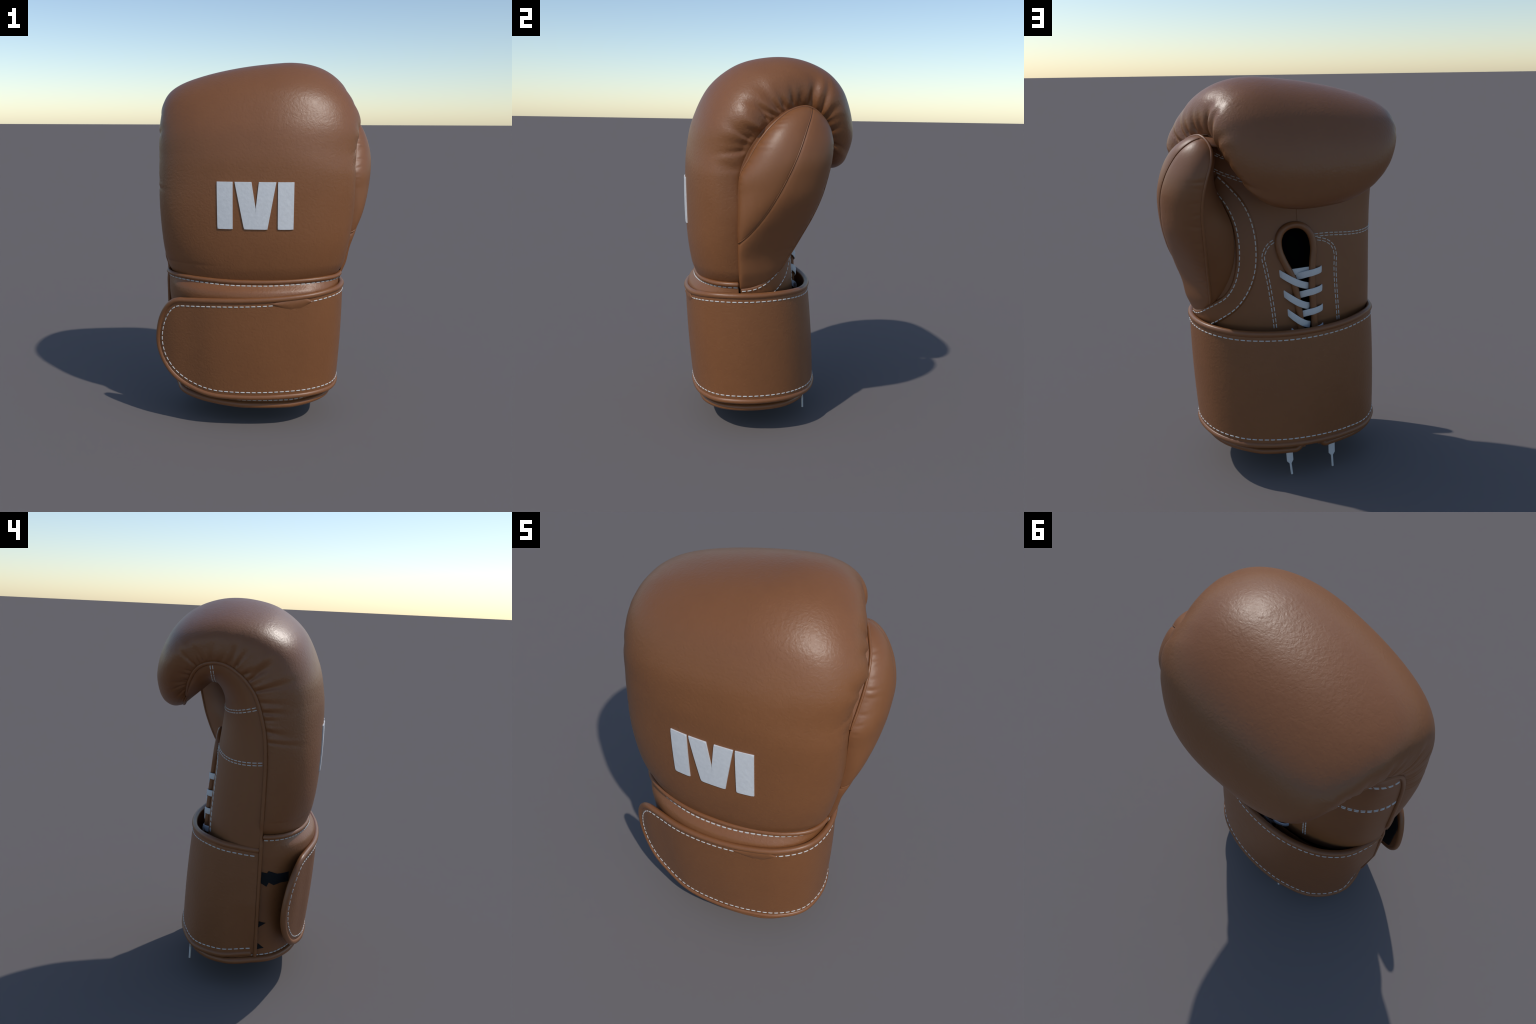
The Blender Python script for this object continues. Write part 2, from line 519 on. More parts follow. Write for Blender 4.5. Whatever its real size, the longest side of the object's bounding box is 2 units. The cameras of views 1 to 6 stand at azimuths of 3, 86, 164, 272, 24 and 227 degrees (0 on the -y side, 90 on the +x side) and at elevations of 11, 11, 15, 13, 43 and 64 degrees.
# bound edge: a rolled tube along the top, round the free end and back along the bottom
edge_top = np.array([strap_point(i, top_z[i], -THICK / 2 + 0.003) for i in range(NSTR)])
edge_bot = np.array([strap_point(i, bot_z[i], -THICK / 2 + 0.003) for i in range(NSTR)])
rim_path = spline(np.vstack([edge_top[:-1:4], edge_top[-1:], edge_bot[::-1][1::4]]), 900)
tube("strap_binding", rim_path, 0.0155, BINDING, strap, sides=14)

# stitches inside the bound edge
surf_bvh = BVHTree.FromPolygons([tuple(v) for v in outer.reshape(-1, 3)], grid_faces(NSTR, NH))
ax_t = unit(np.gradient(rim_path, axis=0))
rim_i = [int(np.argmin(np.linalg.norm(np.c_[plan] - 0 + 0, axis=1) * 0)) for _ in range(0)]


def strap_row(inset):
    """Path parallel to the strap's outline, inset from it, in strap length and height, mapped on to the strap."""
    a = np.vstack([np.c_[plan_len, top_z], np.c_[plan_len, bot_z][::-1]])
    a = spline(a[::3], 1200)
    t = unit(np.gradient(a, axis=0))
    n = np.c_[t[:, 1], -t[:, 0]]
    q = a + n * inset
    keep = (q[:, 0] > 0.012)
    q = q[keep]
    idx = np.interp(q[:, 0], plan_len, np.arange(NSTR))
    P, Nn = [], []
    for f, z in zip(idx, q[:, 1]):
        i = int(f)
        j = min(i + 1, NSTR - 1)
        w = f - i
        zb, zt = bot_z[i] * (1 - w) + bot_z[j] * w, top_z[i] * (1 - w) + top_z[j] * w
        belly = 0.006 * math.sin(math.pi * min(1, max(0, (z - zb) / max(1e-6, zt - zb)))) * min(1.0, (left_over[i] * (1 - w) + left_over[j] * w) / 0.3)
        P.append(strap_point(i, z, belly) * (1 - w) + strap_point(j, z, belly) * w)
        Nn.append(strapN[i] * (1 - w) + strapN[j] * w)
    return np.array(P), unit(np.array(Nn))


rowP, rowN = strap_row(0.031)
covered = lambda p: 0.045 < p[0] < 0.245 and p[1] < -0.3 and p[2] > 0.6
stitches("strap_stitching", [(rowP, rowN)], strap, period=0.0305, width=0.0062, height=0.0032, skip=covered)

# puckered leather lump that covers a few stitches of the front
n_l = 40
lp = []
FRONT0 = int(np.argmax(plan_len > at_plan_x(10)))
for i in range(n_l):
    x = 0.036 + (0.254 - 0.036) * i / (n_l - 1)
    zt = np.interp(x, [0.036, 0.14, 0.22, 0.254], [0.741, 0.758, 0.768, 0.748])
    zb = np.interp(x, [0.036, 0.10, 0.147, 0.165, 0.195, 0.254], [0.738, 0.716, 0.704, 0.710, 0.710, 0.744])
    f = float(np.interp(-x, -plan[FRONT0:, 0], np.arange(FRONT0, NSTR)))
    k, fr = min(int(f), NSTR - 2), f - min(int(f), NSTR - 2)
    for j in range(9):
        v = j / 8
        z = zb + (zt - zb) * v
        up = -0.001 + 0.008 * math.sin(math.pi * (0.08 + 0.75 * v)) * min(1, 3 * (zt - zb) / 0.05)
        lp.append(strap_point(k, z, up) * (1 - fr) + strap_point(k + 1, z, up) * fr)
add("leather_pucker", lp, grid_faces(n_l, 9), SMOOTH_LEATHER, strap)

# hook-and-loop lining inside the flap
i0 = int(np.argmin(np.abs(left_over - 0.34)))
i1 = int(np.argmin(np.abs(left_over - 0.035)))
hv = []
for i in range(i0, i1 + 1):
    zb, zt = bot_z[i] + 0.035, top_z[i] - 0.03
    for off in (-THICK - 0.005, -THICK + 0.004):
        for z in np.linspace(zb, zt, 20):
            hv.append(strap_point(i, z, off))
hv = np.array(hv).reshape(i1 - i0 + 1, 2, 20, 3)
ring = np.concatenate([hv[:, 0], hv[:, 1, ::-1]], axis=1)
add("hook_lining", ring.reshape(-1, 3), grid_faces(len(ring), 40, True) + [tuple(range(40)), tuple(range((len(ring) - 1) * 40, len(ring) * 40))], BLACK, strap, sharp=40)

# cuff: the padded wrist tube inside the strap
CUFF_PLAN = [(-0.540, -0.150), (-0.526, -0.050), (-0.486, 0.055), (-0.388, 0.138), (-0.255, 0.180), (-0.110, 0.198), (0.060, 0.190), (0.215, 0.138), (0.335, 0.052),
             (0.388, -0.055), (0.396, -0.160), (0.360, -0.255), (0.262, -0.330), (0.100, -0.375), (-0.080, -0.388), (-0.250, -0.370), (-0.402, -0.318), (-0.503, -0.240)]
NC = 400
cplan = spline(CUFF_PLAN, NC, closed=True)
front = cplan[:, 1] < -0.136
CUFF_TOP_B, CUFF_BOT = 0.765, 0.146


def cuff_top(p):
    return 0.842 + 0.014 * smooth01(0.05, 0.50, abs(p[0] + 0.06))


def cuff_belly(z):
    return 0.125 * (1 - smooth01(0.765, 0.850, z)) * smooth01(0.25, 0.6, z)


def cuff_point(p, z, grow=1.0, belly=0.0):
    """A point of the wrist tube, which narrows toward its foot on the little-finger side; the foot is a little uneven."""
    x, y = (p - np.array((-0.06, -0.11))) * grow + np.array((-0.06, -0.11))
    y -= 0.11 * smooth01(0.79, 0.85, z) * min(0.0, y + 0.15)
    y += belly * min(0.0, y + 0.15)
    x, y = shear(x, y, z)
    side = np.clip((-0.12 - x) / 0.42, 0, 1)
    x += 0.050 * side * np.clip((0.75 - z) / 0.6, 0, 1) * np.clip((0.0 - y) / 0.13, 0.12, 1)
    far = np.clip((x - 0.15) / 0.25, 0, 1)
    x -= 0.028 * far * np.clip((0.35 - z) / 0.2, 0, 1)
    return np.array((x, y, z + (0.024 * side + 0.024 * far - 0.004) * np.clip((0.40 - z) / 0.25, 0, 1)))


cz = np.r_[np.linspace(0, 0.80, 20), np.linspace(0.815, 1, 28)]
NZ = len(cz)
cuff_grid = []
for t in cz:
    zz = [CUFF_BOT + (cuff_top(p) - CUFF_BOT) * t for p in cplan]
    cuff_grid.append([cuff_point(p, z, 1.0, cuff_belly(z)) for p, z in zip(cplan, zz)])
cuff_grid = np.array(cuff_grid)
cf = []
for i in range(NZ - 1):
    for j in range(NC):
        k = (j + 1) % NC
        if not (front[j] and front[k]) and cuff_grid[i + 1, j, 2] > CUFF_TOP_B:
            continue
        c = cuff_grid[i, j]
        if c[1] > 0 and -0.148 < c[0] < -0.082:
            continue
        cf.append((i * NC + j, i * NC + k, (i + 1) * NC + k, (i + 1) * NC + j))
cuff = add("cuff", cuff_grid.reshape(-1, 3), cf, LEATHER, glove)
cuff_n = unit(np.c_[(np.roll(cplan, -1, 0) - np.roll(cplan, 1, 0))[:, 1], -(np.roll(cplan, -1, 0) - np.roll(cplan, 1, 0))[:, 0], np.zeros(NC)])
if cuff_n[0, 0] > 0:
    cuff_n = -cuff_n
fi = [i for i in range(NC) if front[i]]
fi = fi if fi == list(range(fi[0], fi[-1] + 1)) else [i for i in fi if i > NC // 2] + [i for i in fi if i <= NC // 2]
top_front = cuff_grid[-1, fi] + cuff_n[fi] * 0.003
tube("cuff_top_binding", top_front, 0.0125, BINDING, cuff)
cuff_row = np.array([cuff_point(cplan[i], cuff_top(cplan[i]) - 0.018, 1.0, cuff_belly(cuff_top(cplan[i]) - 0.018)) for i in fi]) + cuff_n[fi] * 0.0005
low_row = np.array([cuff_point(cplan[i], CUFF_BOT + 0.026) for i in fi]) + cuff_n[fi] * 0.002
stitches("cuff_stitching", [(cuff_row, cuff_n[fi]), (low_row, cuff_n[fi])], cuff, period=0.029, width=0.006)

# rolled edge of the lacing slit: keyhole, down the slit and on round the foot of the cuff
body_bvh = BVHTree.FromPolygons([tuple(v) for v in flat] + [tuple(v) for v in cuff_grid.reshape(-1, 3)],
                                palm_faces + [tuple(len(flat) + k for k in f) for f in grid_faces(NZ, NC, True)])


def drop(bvh, x, z, side=1.0):
    """Point and normal of a surface under (x, z), seen from the palm side (+y) or the back of the hand (-y)."""
    loc, nor, idx, d = bvh.ray_cast(Vector((x, side * 2.0, z)), Vector((0, -side, 0)))
    if loc is None:
        return None
    if nor.y * side < 0:
        nor = -nor
    return np.array(loc), np.array(nor)


def drop_path(bvh, pts, lift=0.0, side=1.0, n=160):
    P, N = [], []
    for x, z in spline(pts, n):
        h = drop(bvh, x, z, side)
        if h:
            P.append(h[0] + h[1] * lift)
            N.append(h[1])
    return smooth_path(np.array(P)), unit(smooth_path(np.array(N)))


def smooth_path(P, k=2):
    for _ in range(k):
        Q = P.copy()
        Q[1:-1] = (P[:-2] + 2 * P[1:-1] + P[2:]) / 4
        P = Q
    return P


slit = []
for x, z in key:
    y0 = 0.20 - 0.075 * (z - 0.16) / 0.62 if z < 0.78 else None
    h = drop(palm_bvh, x, max(z, 0.80))
    y = h[0][1] if z >= 0.80 else None
    if y is None:
        y = np.interp(z, [0.16, 0.80], [0.205, drop(palm_bvh, x, 0.80)[0][1]])
    slit.append((x, y + 0.006, z))
slit = np.array(slit)
foot = cuff_grid[0] + cuff_n * 0.004
j0 = int(np.argmin(np.linalg.norm(foot[:, :2] - slit[0, :2], axis=1)))
j1 = int(np.argmin(np.linalg.norm(foot[:, :2] - slit[-1, :2], axis=1)))
order = [(j1 - d) % NC for d in range(NC)] if foot[(j1 - 1) % NC][0] < foot[j1][0] else [(j1 + d) % NC for d in range(NC)]
stop = order.index(j0)
foot_path = foot[order[6:stop - 5]]
rim = spline(np.vstack([slit[6:-6:4], foot_path[::5]]), 1100, closed=True)
tube("lacing_edge_binding", rim, 0.0175, BINDING, glove, closed=True, sides=14)

# closed black form that fills the view through the keyhole
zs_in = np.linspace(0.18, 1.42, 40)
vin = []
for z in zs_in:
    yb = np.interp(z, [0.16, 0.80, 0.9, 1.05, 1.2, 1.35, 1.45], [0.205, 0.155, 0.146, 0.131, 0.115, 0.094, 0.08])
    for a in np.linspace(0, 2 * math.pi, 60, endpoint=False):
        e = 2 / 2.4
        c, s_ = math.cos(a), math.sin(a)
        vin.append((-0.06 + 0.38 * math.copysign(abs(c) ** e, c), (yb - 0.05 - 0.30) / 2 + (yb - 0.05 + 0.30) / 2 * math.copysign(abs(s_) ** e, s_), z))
add("black_core", vin, grid_faces(40, 60, True) + [tuple(range(60)), tuple(range(39 * 60, 40 * 60))], VOID, glove)

# -------------------------------------------------------------------------------------------- seam piping
seam_l = pad[:, 0].copy()
seam_l = seam_l + unit(np.array((-0.062, -0.05, 1.0)) * 0 + (seam_l - np.array((-0.06, 0.0, 0.0))) * np.array((1, 0, 0))) * 0.004
lower = np.array([strap_point(0, z) + np.array((-0.002, -0.010, 0)) for z in np.linspace(0.192, 0.80, 30)])
seam_path = spline(np.vstack([lower, seam_l[22::8]]), 700)
tube("side_seam_piping", seam_path, 0.0095, BINDING, glove)
tip_path = spline(np.vstack([pad[-1, ::6]]), 160)
tube("fingertip_seam_piping", tip_path, 0.006, BINDING, glove)

# ------------------------------------------------------------------------------------------------- thumb
# sections by height: seam on the back of the hand (x, y), piped seam toward the palm (x, y), how far the
# outer side stands out, and where the inner side lies against the palm
#    height   front seam         palm seam       outer   inner side
THUMB = [
    (0.832, (0.410, -0.156), (0.404, -0.130), 0.004, (0.398, -0.130)),
    (0.845, (0.413, -0.158), (0.398, -0.072), 0.012, (0.386, -0.080)),
    (0.870, (0.418, -0.160), (0.382, -0.012), 0.022, (0.370, -0.020)),
    (0.915, (0.429, -0.164), (0.360, 0.046), 0.034, (0.340, 0.040)),
    (1.000, (0.447, -0.169), (0.368, 0.096), 0.034, (0.280, 0.065)),
    (1.100, (0.464, -0.172), (0.383, 0.150), 0.060, (0.246, 0.080)),
    (1.212, (0.476, -0.172), (0.399, 0.208), 0.097, (0.236, 0.085)),
    (1.312, (0.476, -0.170), (0.411, 0.248), 0.126, (0.246, 0.085)),
    (1.406, (0.476, -0.166), (0.418, 0.273), 0.136, (0.282, 0.080)),
    (1.495, (0.485, -0.120), (0.413, 0.291), 0.133, (0.320, 0.100)),
    (1.575, (0.490, -0.075), (0.394, 0.297), 0.120, (0.335, 0.130)),
    (1.640, (0.486, -0.026), (0.372, 0.284), 0.103, (0.335, 0.150)),
    (1.690, (0.470, 0.026), (0.364, 0.257), 0.082, (0.345, 0.160)),
    (1.722, (0.447, 0.070), (0.372, 0.226), 0.056, (0.362, 0.162)),
    (1.742, (0.423, 0.118), (0.386, 0.192), 0.026, (0.380, 0.158)),
    (1.749, (0.405, 0.150), (0.397, 0.165), 0.006, (0.395, 0.157)),
]
TH = np.array([[z, *f, *b, o, *k] for z, f, b, o, k in THUMB])
tl = np.r_[0, np.cumsum(np.linalg.norm(np.diff(TH[:, [0, 2, 3, 4]], axis=0), axis=1) ** 0.8)]
NV = 240
tv = hermite(tl, TH, np.linspace(0, tl[-1], NV))
NO, NI = 90, 60
thumb_out, thumb_in = [], []
for z, fx, fy, bx, by, o, kx, ky in tv:
    F, B, K = np.array((fx, fy)), np.array((bx, by)), np.array((kx, ky))
    ch = B - F
    nrm = np.array((ch[1], -ch[0]))
    nrm = nrm / max(1e-9, np.linalg.norm(nrm))
    a = np.linspace(math.pi, 0, 140)
    e = 2 / 2.05
    u = 0.5 + 0.5 * np.sign(np.cos(a)) * np.abs(np.cos(a)) ** e
    u = u ** (1 + 0.8 * (1 - smooth01(1.02, 1.36, z)))
    h = np.sin(a) ** e
    arc = F + u[:, None] * ch + h[:, None] * nrm * o
    thumb_out.append(even(np.c_[arc, np.full(140, z)], NO))
    # inner side: from the palm seam, bulging, to the palm and on to the front seam
    t = np.linspace(0, 1, NI)[:, None]
    mid = (B + K) / 2
    push = (K - F) / max(1e-9, np.linalg.norm(K - F)) * np.linalg.norm(B - K) * 0.10
    q = (1 - t) ** 2 * B + 2 * t * (1 - t) * (mid + push + np.array((-0.012, 0.0)) * min(1, o / 0.1)) + t**2 * K
    t2 = np.linspace(0, 1, 20)[1:, None]
    r = K + (F - K) * t2
    thumb_in.append(np.c_[np.vstack([q, r]), np.full(NI + 19, z)])
thumb_out, thumb_in = np.array(thumb_out), np.array(thumb_in)
thN = grid_normals(thumb_out)
if thN[NV // 2, NO // 2] @ np.array([1, 0, 0]) < 0:
    thN = -thN
# crease along the seam that divides the outer side, and small puckers at the piped edges
MID_SEAM = [(0.195, 1.745), (0.182, 1.705), (0.160, 1.648), (0.117, 1.531), (0.065, 1.413), (0.014, 1.313), (-0.045, 1.215), (-0.115, 1.126), (-0.171, 1.072)]
ms = spline(MID_SEAM, 300)
yz = thumb_out[..., 1:]
dseam = np.full(yz.shape[:2], 9.0)
for k in range(0, 300, 2):
    dseam = np.minimum(dseam, np.hypot(yz[..., 0] - ms[k, 0], yz[..., 1] - ms[k, 1]))
tdisp = -0.004 * np.exp(-((dseam / 0.005) ** 2)) - 0.003 * np.exp(-((dseam / 0.022) ** 2))
ao = np.cumsum(np.r_["1", np.zeros((NV, 1)), np.linalg.norm(np.diff(thumb_out, axis=1), axis=2)], axis=1)
lenF, lenB = arclen(thumb_out[:, 0]), arclen(thumb_out[:, -1])
tdisp += folds(lenF, ao, 0.50, 0.98, 0.035, 0.0035, 0.05, g)
tdisp += folds(lenB, ao[:, -1:] - ao, 0.25, 1.0, 0.040, 0.0035, 0.055, g)
thumb_out = thumb_out + thN * tdisp[..., None]
thumb = add("thumb", thumb_out.reshape(-1, 3), grid_faces(NV, NO), SMOOTH_LEATHER, glove)
add("thumb_inner_panel", thumb_in.reshape(-1, 3), grid_faces(NV, NI + 19), LINING, thumb)
kf = int(np.argmin(np.abs(tv[:, 0] - 1.42)))
front_pipe = np.c_[tv[kf:, 1], tv[kf:, 2], tv[kf:, 0]]
kb = int(np.argmin(np.abs(tv[:, 0] - 0.912)))
back_pipe = np.c_[tv[kb:, 3], tv[kb:, 4], tv[kb:, 0]]
pipe = spline(np.vstack([front_pipe[::5], back_pipe[::-1][::5]]), 420)
taper = np.interp(np.linspace(0, 1, 420), [0, 0.03, 0.95, 1], [0.003, 0.0065, 0.0075, 0.005])
tube("thumb_piping", pipe, taper, BINDING, thumb)
# leather gusset that closes the gap between the thumb and the padding
ga = spline(front_pipe, 80)
g0, g1 = int(np.argmin(np.abs(S - 4.1))), int(np.argmin(np.abs(S - 10.3)))
gb = spline(np.array([section(r, r[6:8], r[10], r[11], q[0], q[1], q[2], q[3], 30)[-1] for r, q in zip(station(np.linspace(4.1, 10.3, 40)), shape(np.linspace(4.1, 10.3, 40)))]), 80)
gus = np.array([[ga[i] * (1 - w) + gb[i] * w - np.array((0.012 * math.sin(math.pi * w) + 0.004, 0, 0)) for w in np.linspace(0, 1, 9)] for i in range(80)])
add("thumb_gusset", gus.reshape(-1, 3), grid_faces(80, 9), LINING, thumb)
# raised thread of the dividing seam
msp = []
tb = BVHTree.FromPolygons([tuple(v) for v in thumb_out.reshape(-1, 3)], grid_faces(NV, NO))
for y, z in ms[4:-2]:
    loc, nor, idx, d = tb.ray_cast(Vector((2, y, z)), Vector((-1, 0, 0)))
    if loc is not None:
        msp.append(np.array(loc) + np.array((0.0005, -0.0035, 0.0035)))
if len(msp) > 10:
    tube("thumb_seam_ridge", smooth_path(np.array(msp), 6), 0.003, BINDING, thumb, sides=8)

# ------------------------------------------------------------------- crescent band between thumb and palm
INNER_EDGE = [(0.332, 0.035, 1.485), (0.318, 0.04, 1.452), (0.287, 0.05, 1.403), (0.258, 0.06, 1.339), (0.238, 0.065, 1.262), (0.232, 0.07, 1.166), (0.240, 0.08, 1.095),
              (0.262, 0.085, 1.020), (0.305, 0.085, 0.960), (0.355, 0.052, 0.922), (0.388, 0.012, 0.895), (0.408, -0.035, 0.866), (0.425, -0.090, 0.843), (0.432, -0.150, 0.834)]
OUTER_EDGE = [(0.300, 0.07, 1.560), (0.252, 0.08, 1.503), (0.192, 0.09, 1.440), (0.148, 0.10, 1.360), (0.125, 0.11, 1.267), (0.120, 0.12, 1.157), (0.132, 0.125, 1.066),
              (0.172, 0.125, 0.966), (0.235, 0.110, 0.880), (0.300, 0.078, 0.825), (0.350, 0.040, 0.785), (0.390, -0.020, 0.755), (0.412, -0.080, 0.745), (0.420, -0.150, 0.745)]
NB, NW = 200, 16
ie, oe = spline(INNER_EDGE, NB), spline(OUTER_EDGE, NB)
band = np.zeros((NB, NW, 3))
bandN = np.zeros((NB, NW, 3))
for i in range(NB):
    for j in range(NW):
        w = j / (NW - 1)
        loc, nor, k, d = palm_bvh.find_nearest(Vector(ie[i] * (1 - w) + oe[i] * w))
        loc, nor = np.array(loc), np.array(nor)
        if nor @ (loc - np.array((-0.06, -0.13, loc[2]))) < 0:
            nor = -nor
        lift = 0.010 * min(1.0, 6 * min(w, 1 - w) + 0.25)
        band[i, j], bandN[i, j] = loc + nor * (lift if 0 < j < NW - 1 else -0.012), nor
crescent = add("palm_crescent_band", band.reshape(-1, 3), grid_faces(NB, NW), SMOOTH_LEATHER, glove)
bb = BVHTree.FromPolygons([tuple(v) for v in band.reshape(-1, 3)], grid_faces(NB, NW))
rows_c = []
for w in (0.2, 0.86):
    P = smooth_path(np.array([band[i, int(w * (NW - 1))] * (1 - (w * (NW - 1)) % 1) + band[i, int(w * (NW - 1)) + 1] * ((w * (NW - 1)) % 1) for i in range(NB)]))
    rows_c.append((P, unit(smooth_path(bandN[:, int(w * (NW - 1))]))))
stitches("crescent_stitching", rows_c, crescent, period=0.0285, width=0.006)

# ------------------------------------------------------------------------------------------ palm stitching
BOX_THUMB_SIDE = [(0.040, 1.222), (0.068, 1.205), (0.088, 1.179), (0.099, 1.147), (0.090, 1.088), (0.077, 1.008), (0.066, 0.922), (0.057, 0.831), (0.053, 0.78)]
BOX_LITTLE_SIDE = [(-0.178, 1.216), (-0.235, 1.199), (-0.268, 1.169), (-0.280, 1.130), (-0.277, 1.063), (-0.279, 0.962), (-0.285, 0.858), (-0.290, 0.78)]
ROW_LOW = [(-0.165, 0.13, 1.237), (-0.25, 0.12, 1.236), (-0.33, 0.10, 1.228), (-0.40, 0.065, 1.220), (-0.47, 0.02, 1.216), (-0.53, -0.06, 1.218), (-0.549, -0.10, 1.221), (-0.555, -0.145, 1.225)]


def snap_path(bvh, pts, lift=0.0, n=160):
    """Lay a rough 3D path on the nearest points of a surface."""
    P, N = [], []
    for p in spline(pts, n):
        loc, nor, i, d = bvh.find_nearest(Vector(p))
        nor = np.array(nor)
        if nor @ (np.array(loc) - np.array((-0.06, -0.13, loc[2]))) < 0:
            nor = -nor
        P.append(np.array(loc) + nor * lift)
        N.append(nor)
    return smooth_path(np.array(P)), unit(smooth_path(np.array(N)))


prow = []
for path in (BOX_THUMB_SIDE, BOX_LITTLE_SIDE, ROW_LOW):
    P, Nn = drop_path(palm_bvh, path, 0.0005) if len(path[0]) == 2 else snap_path(palm_bvh, path, 0.0005)
    prow.append((offset_path(P, Nn, 0.0065), Nn))
    prow.append((offset_path(P, Nn, -0.0065), Nn))
# rows that run across the lining under the curled fingers
def lining_row(s_at_left, s_mid, s_at_right, t0, t1, n=200):
    P, Nn = [], []
    LN = grid_normals(lining)
    for k in range(n):
        w = k / (n - 1)
        bend = (2 * w - 1) ** 2 if w < 0.5 else (2 * w - 1) ** 1.2
        si = (s_mid + ((s_at_left if w < 0.5 else s_at_right) - s_mid) * bend + 0.55) / (len(ST) - 0.45) * (NS - 1)
        ti = (t0 * (1 - w) + t1 * w) * (NL - 1)
        i, j = min(int(si), NS - 2), min(int(ti), NL - 2)
        P.append(lining[i, j] * (1 - si + i) + lining[i + 1, j] * (si - i))
        nn = LN[i, j]
        Nn.append(nn)
    P, Nn = np.array(P), np.array(Nn)
    return smooth_path(P, 4), unit(smooth_path(Nn, 4))


for sl, sm, sr in ((5.25, 5.0, 8.2), (10.5, 9.7, 9.2)):
    P, Nn = lining_row(sl, sm, sr, 0.012, 0.97)
    c = np.array((-0.05, 0.35, 1.45)) if sl < 8 else np.array((-0.05, 0.13, 1.3))
    if ((c - P[len(P) // 2]) @ Nn[len(Nn) // 2]) < 0:
        Nn = -Nn
    prow.append((offset_path(P, Nn, 0.0065), Nn))
    prow.append((offset_path(P, Nn, -0.0065), Nn))
stitches("palm_stitching", prow, palm, period=0.0285, width=0.0050)
P, Nn = drop_path(palm_bvh, [(-0.080, 1.47), (-0.081, 1.40), (-0.082, 1.312)], 0.0)
tube("palm_centre_seam", P, 0.003, BINDING, palm, sides=8)

# ------------------------------------------------------------------------------------------------- letters
pad_bvh = BVHTree.FromPolygons([tuple(v) for v in pad.reshape(-1, 3)], grid_faces(NS, NT))


def letter(columns):
    """A flat sans letter from vertical bands: each gives left(z), right(z) over a height range."""
    V, F = [], []
    for z0, z1, left, right, nz, nx in columns:
        base = len(V)
        for i in range(nz + 1):
            w = i / nz
            z = z0 + (z1 - z0) * w
            for j in range(nx + 1):
                q = j / nx
                V.append(((left[0] + (left[1] - left[0]) * w) * (1 - q) + (right[0] + (right[1] - right[0]) * w) * q, z))
        F += grid_faces(nz + 1, nx + 1, base=base)
    import bmesh
    bm = bmesh.new()
    vs = []
    for x, z in V:
        p, n = drop(pad_bvh, x, z, -1.0)
        vs.append(bm.verts.new(tuple(p + n * 0.006)))
    for f in F:
        bm.faces.new([vs[k] for k in f])
    bmesh.ops.remove_doubles(bm, verts=bm.verts, dist=1e-5)
    bmesh.ops.recalc_face_normals(bm, faces=bm.faces)
    if sum(f.normal.y for f in bm.faces) > 0:
        bmesh.ops.reverse_faces(bm, faces=bm.faces)
    rim_e = [e for e in bm.edges if e.is_boundary]
    ext = bmesh.ops.extrude_edge_only(bm, edges=rim_e)
    for v in [v for v in ext["geom"] if isinstance(v, bmesh.types.BMVert)]:
        v.co.y += 0.012
    hard = [e for e in rim_e]
    bmesh.ops.bevel(bm, geom=hard, offset=0.002, segments=2, affect="EDGES", clamp_overlap=True)
    me = bpy.data.meshes.new("letter")
    bm.to_mesh(me)
    bm.free()
    me.materials.append(PRINT)
    me.polygons.foreach_set("use_smooth", [True] * len(me.polygons))
    me.set_sharp_from_angle(angle=math.radians(40))
    ob = bpy.data.objects.new("letter", me)
    bpy.context.scene.collection.objects.link(ob)
    ob.parent = glove


ZB, ZM, ZT = 1.134, 1.238, 1.377
letter([(ZB, ZT, (-0.236, -0.238), (-0.157, -0.156), 24, 8)])
mid_l = -0.098 + (-0.146 + 0.098) * (ZM - ZB) / (ZT - ZB)
mid_r = 0.022 + (0.066 - 0.022) * (ZM - ZB) / (ZT - ZB)
letter([(ZB, ZM, (-0.098, mid_l), (-0.038, -0.038), 10, 7), (ZM, ZT, (mid_l, -0.146), (-0.038, -0.060), 14, 7),
        (ZB, ZM, (-0.038, -0.038), (0.022, mid_r), 10, 7), (ZM, ZT, (-0.038, -0.022), (mid_r, 0.066), 14, 7)])
letter([(ZB, ZT, (0.075, 0.075), (0.155, 0.157), 24, 8)])

# --------------------------------------------------------------------------------------------------- laces
def ribbon(name, path, wide, width, thick, parent):
    """Flat lace: a rounded strip that follows a path; wide is the sideways direction at each point."""
    P = np.asarray(path)
    T = unit(np.gradient(P, axis=0))
    Wd = unit(wide - T * np.sum(wide * T, axis=1, keepdims=True))
    Nr = np.cross(T, Wd)
    width = np.broadcast_to(width, (len(P),))
    sec = np.array([(-0.5, 0), (-0.47, 0.35), (-0.4, 0.5), (0, 0.58), (0.4, 0.5), (0.47, 0.35), (0.5, 0), (0.47, -0.35), (0.4, -0.5), (0, -0.58), (-0.4, -0.5), (-0.47, -0.35)])
    V = P[:, None] + Wd[:, None] * sec[None, :, :1] * width[:, None, None] + Nr[:, None] * sec[None, :, 1:] * thick
    n = len(sec)
    return add(name, V.reshape(-1, 3), grid_faces(len(P), n, True) + [tuple(range(n)), tuple(range((len(P) - 1) * n, len(P) * n))], LACE, parent, sharp=50)


def palm_y(x, z):
    h = drop(palm_bvh, x, max(z, 0.79))
    y = h[0][1]
    return y if z > 0.79 else np.interp(z, [0.16, 0.79], [y + 0.05, y])


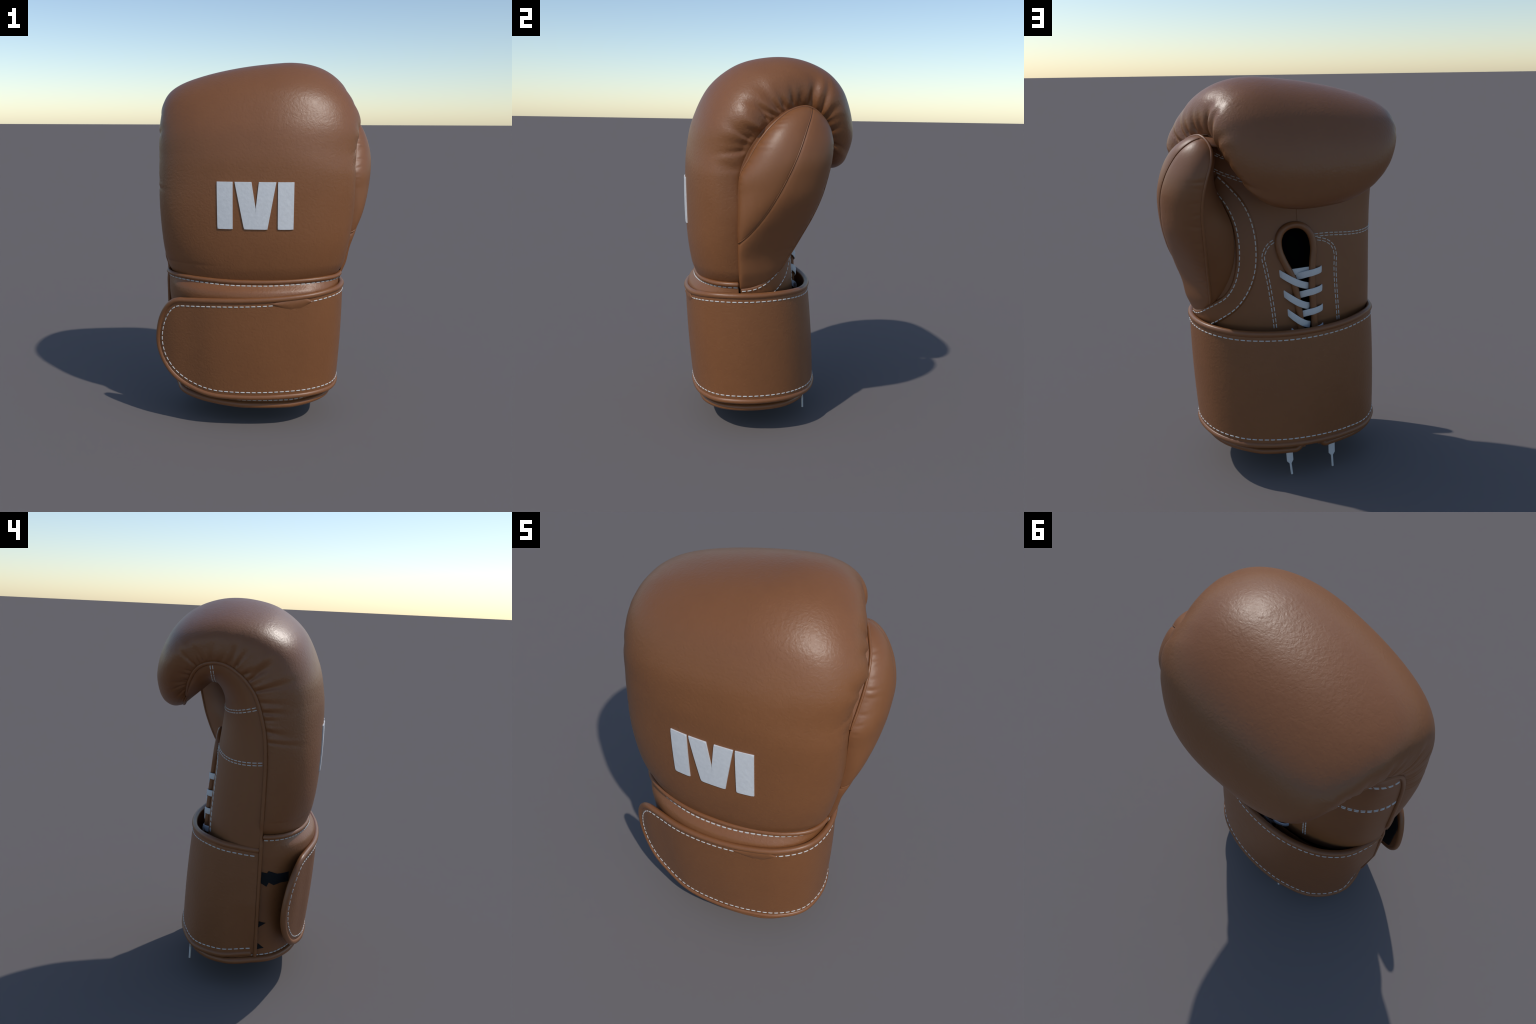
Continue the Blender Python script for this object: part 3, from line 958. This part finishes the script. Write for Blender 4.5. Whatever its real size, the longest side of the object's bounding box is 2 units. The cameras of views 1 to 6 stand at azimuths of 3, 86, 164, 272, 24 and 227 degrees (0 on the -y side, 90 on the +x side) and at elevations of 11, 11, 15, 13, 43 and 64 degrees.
LACES = [(1.052, 1.049), (0.957, 0.946), (0.856, 0.849), (0.756, 0.749), (0.656, 0.649), (0.556, 0.549)]
for zr, zl in LACES:
    for (x0, z0), (x1, z1) in (((-0.203, zr + 0.010), (-0.066, zr - 0.018)), ((0.024 - 0.035 * (1.05 - zl) / 0.2, zl + 0.012), (-0.128, zl - 0.066))):
        n = 40
        w = np.linspace(0, 1, n)
        x, z = x0 + (x1 - x0) * w, z0 + (z1 - z0) * w - 0.006 * np.sin(math.pi * w) * (1 if x0 > -0.1 else -1)
        lift = np.interp(w, [0, 0.06, 0.22, 0.45, 0.62, 0.8, 1.0], [-0.010, 0.008, 0.021, 0.028, 0.019, 0.010, -0.006] if x0 < -0.1 else [-0.010, 0.009, 0.023, 0.031, 0.028, 0.018, -0.004])
        P = np.array([(a, palm_y(a, c) + b, c) for a, b, c in zip(x, lift, z)])
        P = smooth_path(P, 5)
        ribbon("lace", P, np.tile(np.array((0.0, 0.0, 1.0)), (n, 1)), 0.034, 0.0055, glove)
w = np.linspace(0, 1, 20)
ribbon("lace", np.array([(-0.03 - 0.115 * a, palm_y(-0.09, 1.06) - 0.004, 1.058 + 0.006 * a) for a in w]), np.tile(np.array((0.0, 0.0, 1.0)), (20, 1)), 0.034, 0.007, glove)

# the two lace ends that hang below the cuff, each with its thin tip
for top, bot, tip in (((0.016, 0.222, 0.24), (0.009, 0.232, 0.082), (0.000, 0.236, 0.0005)), ((-0.222, 0.216, 0.24), (-0.222, 0.225, 0.085), (-0.227, 0.228, 0.0005))):
    top, bot, tip = map(np.array, (top, bot, tip))
    joint = bot + (tip - bot) * 0.2
    P = np.vstack([top + (bot - top) * t for t in np.linspace(0, 1, 14)] + [bot + (joint - bot) * t for t in np.linspace(0.15, 1, 6)])
    wd = np.r_[np.full(14, 0.035), np.linspace(0.034, 0.012, 6)]
    end_ob = ribbon("lace_end", P, np.tile(np.array((1.0, 0.0, 0.0)), (20, 1)), wd, 0.006, glove)
    tube("lace_tip", np.array([joint + (tip - joint) * t for t in np.linspace(-0.08, 0.96, 12)]), 0.0055, LACE, end_ob, sides=10)

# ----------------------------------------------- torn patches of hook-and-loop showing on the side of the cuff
cuff_bvh = BVHTree.FromPolygons([tuple(v) for v in cuff_grid.reshape(-1, 3)], grid_faces(NZ, NC, True))


def side_patch(outline, name):
    """Thin dark patch on the little-finger side, its outline in (y, z)."""
    V = []
    for y, z in outline:
        loc, nor, i, d = cuff_bvh.ray_cast(Vector((-2, y, z)), Vector((1, 0, 0)))
        V.append(np.array(loc) + np.array((-0.004, 0, 0)))
    n = len(V)
    V += [v + np.array((0.012, 0, 0)) for v in V]
    add(name, V, [tuple(range(n)), tuple(range(2 * n - 1, n - 1, -1))] + [(k, (k + 1) % n, n + (k + 1) % n, n + k) for k in range(n)], BLACK, cuff, smooth=False)


for a, b in (((-0.152, 0.672), (-0.152, 0.617)), ):
    tops = [(-0.152, 0.672), (-0.191, 0.662), (-0.199, 0.674), (-0.242, 0.656), (-0.300, 0.655)]
    bots = [(-0.152, 0.615), (-0.191, 0.588), (-0.202, 0.611), (-0.227, 0.594), (-0.260, 0.604), (-0.300, 0.600)]
    cuts = sorted({y for y, _ in tops} | {y for y, _ in bots}, reverse=True)
    for y0, y1 in zip(cuts[:-1], cuts[1:]):
        f = lambda pts, y: float(np.interp(-y, [-p[0] for p in pts], [p[1] for p in pts]))
        side_patch([(y0, f(tops, y0)), (y1, f(tops, y1)), (y1, f(bots, y1)), (y0, f(bots, y0))], "hook_patch")
side_patch([(-0.152, 0.392), (-0.196, 0.377), (-0.152, 0.350)], "hook_patch")
side_patch([(-0.152, 0.268), (-0.192, 0.228), (-0.152, 0.224)], "hook_patch")

# leather tab that ties the tip of the thumb to the fist
n = 24
P = np.array([(0.398 - 0.09 * t, 0.19 + 0.03 * t + 0.01 * math.sin(math.pi * t), 1.727 - 0.01 * t) for t in np.linspace(0, 1, n)])
tab = ribbon("thumb_tie", P, np.tile(np.array((0.0, 0.75, -0.65)), (n, 1)), 0.05, 0.012, glove)
tab.data.materials.clear()
tab.data.materials.append(SMOOTH_LEATHER)
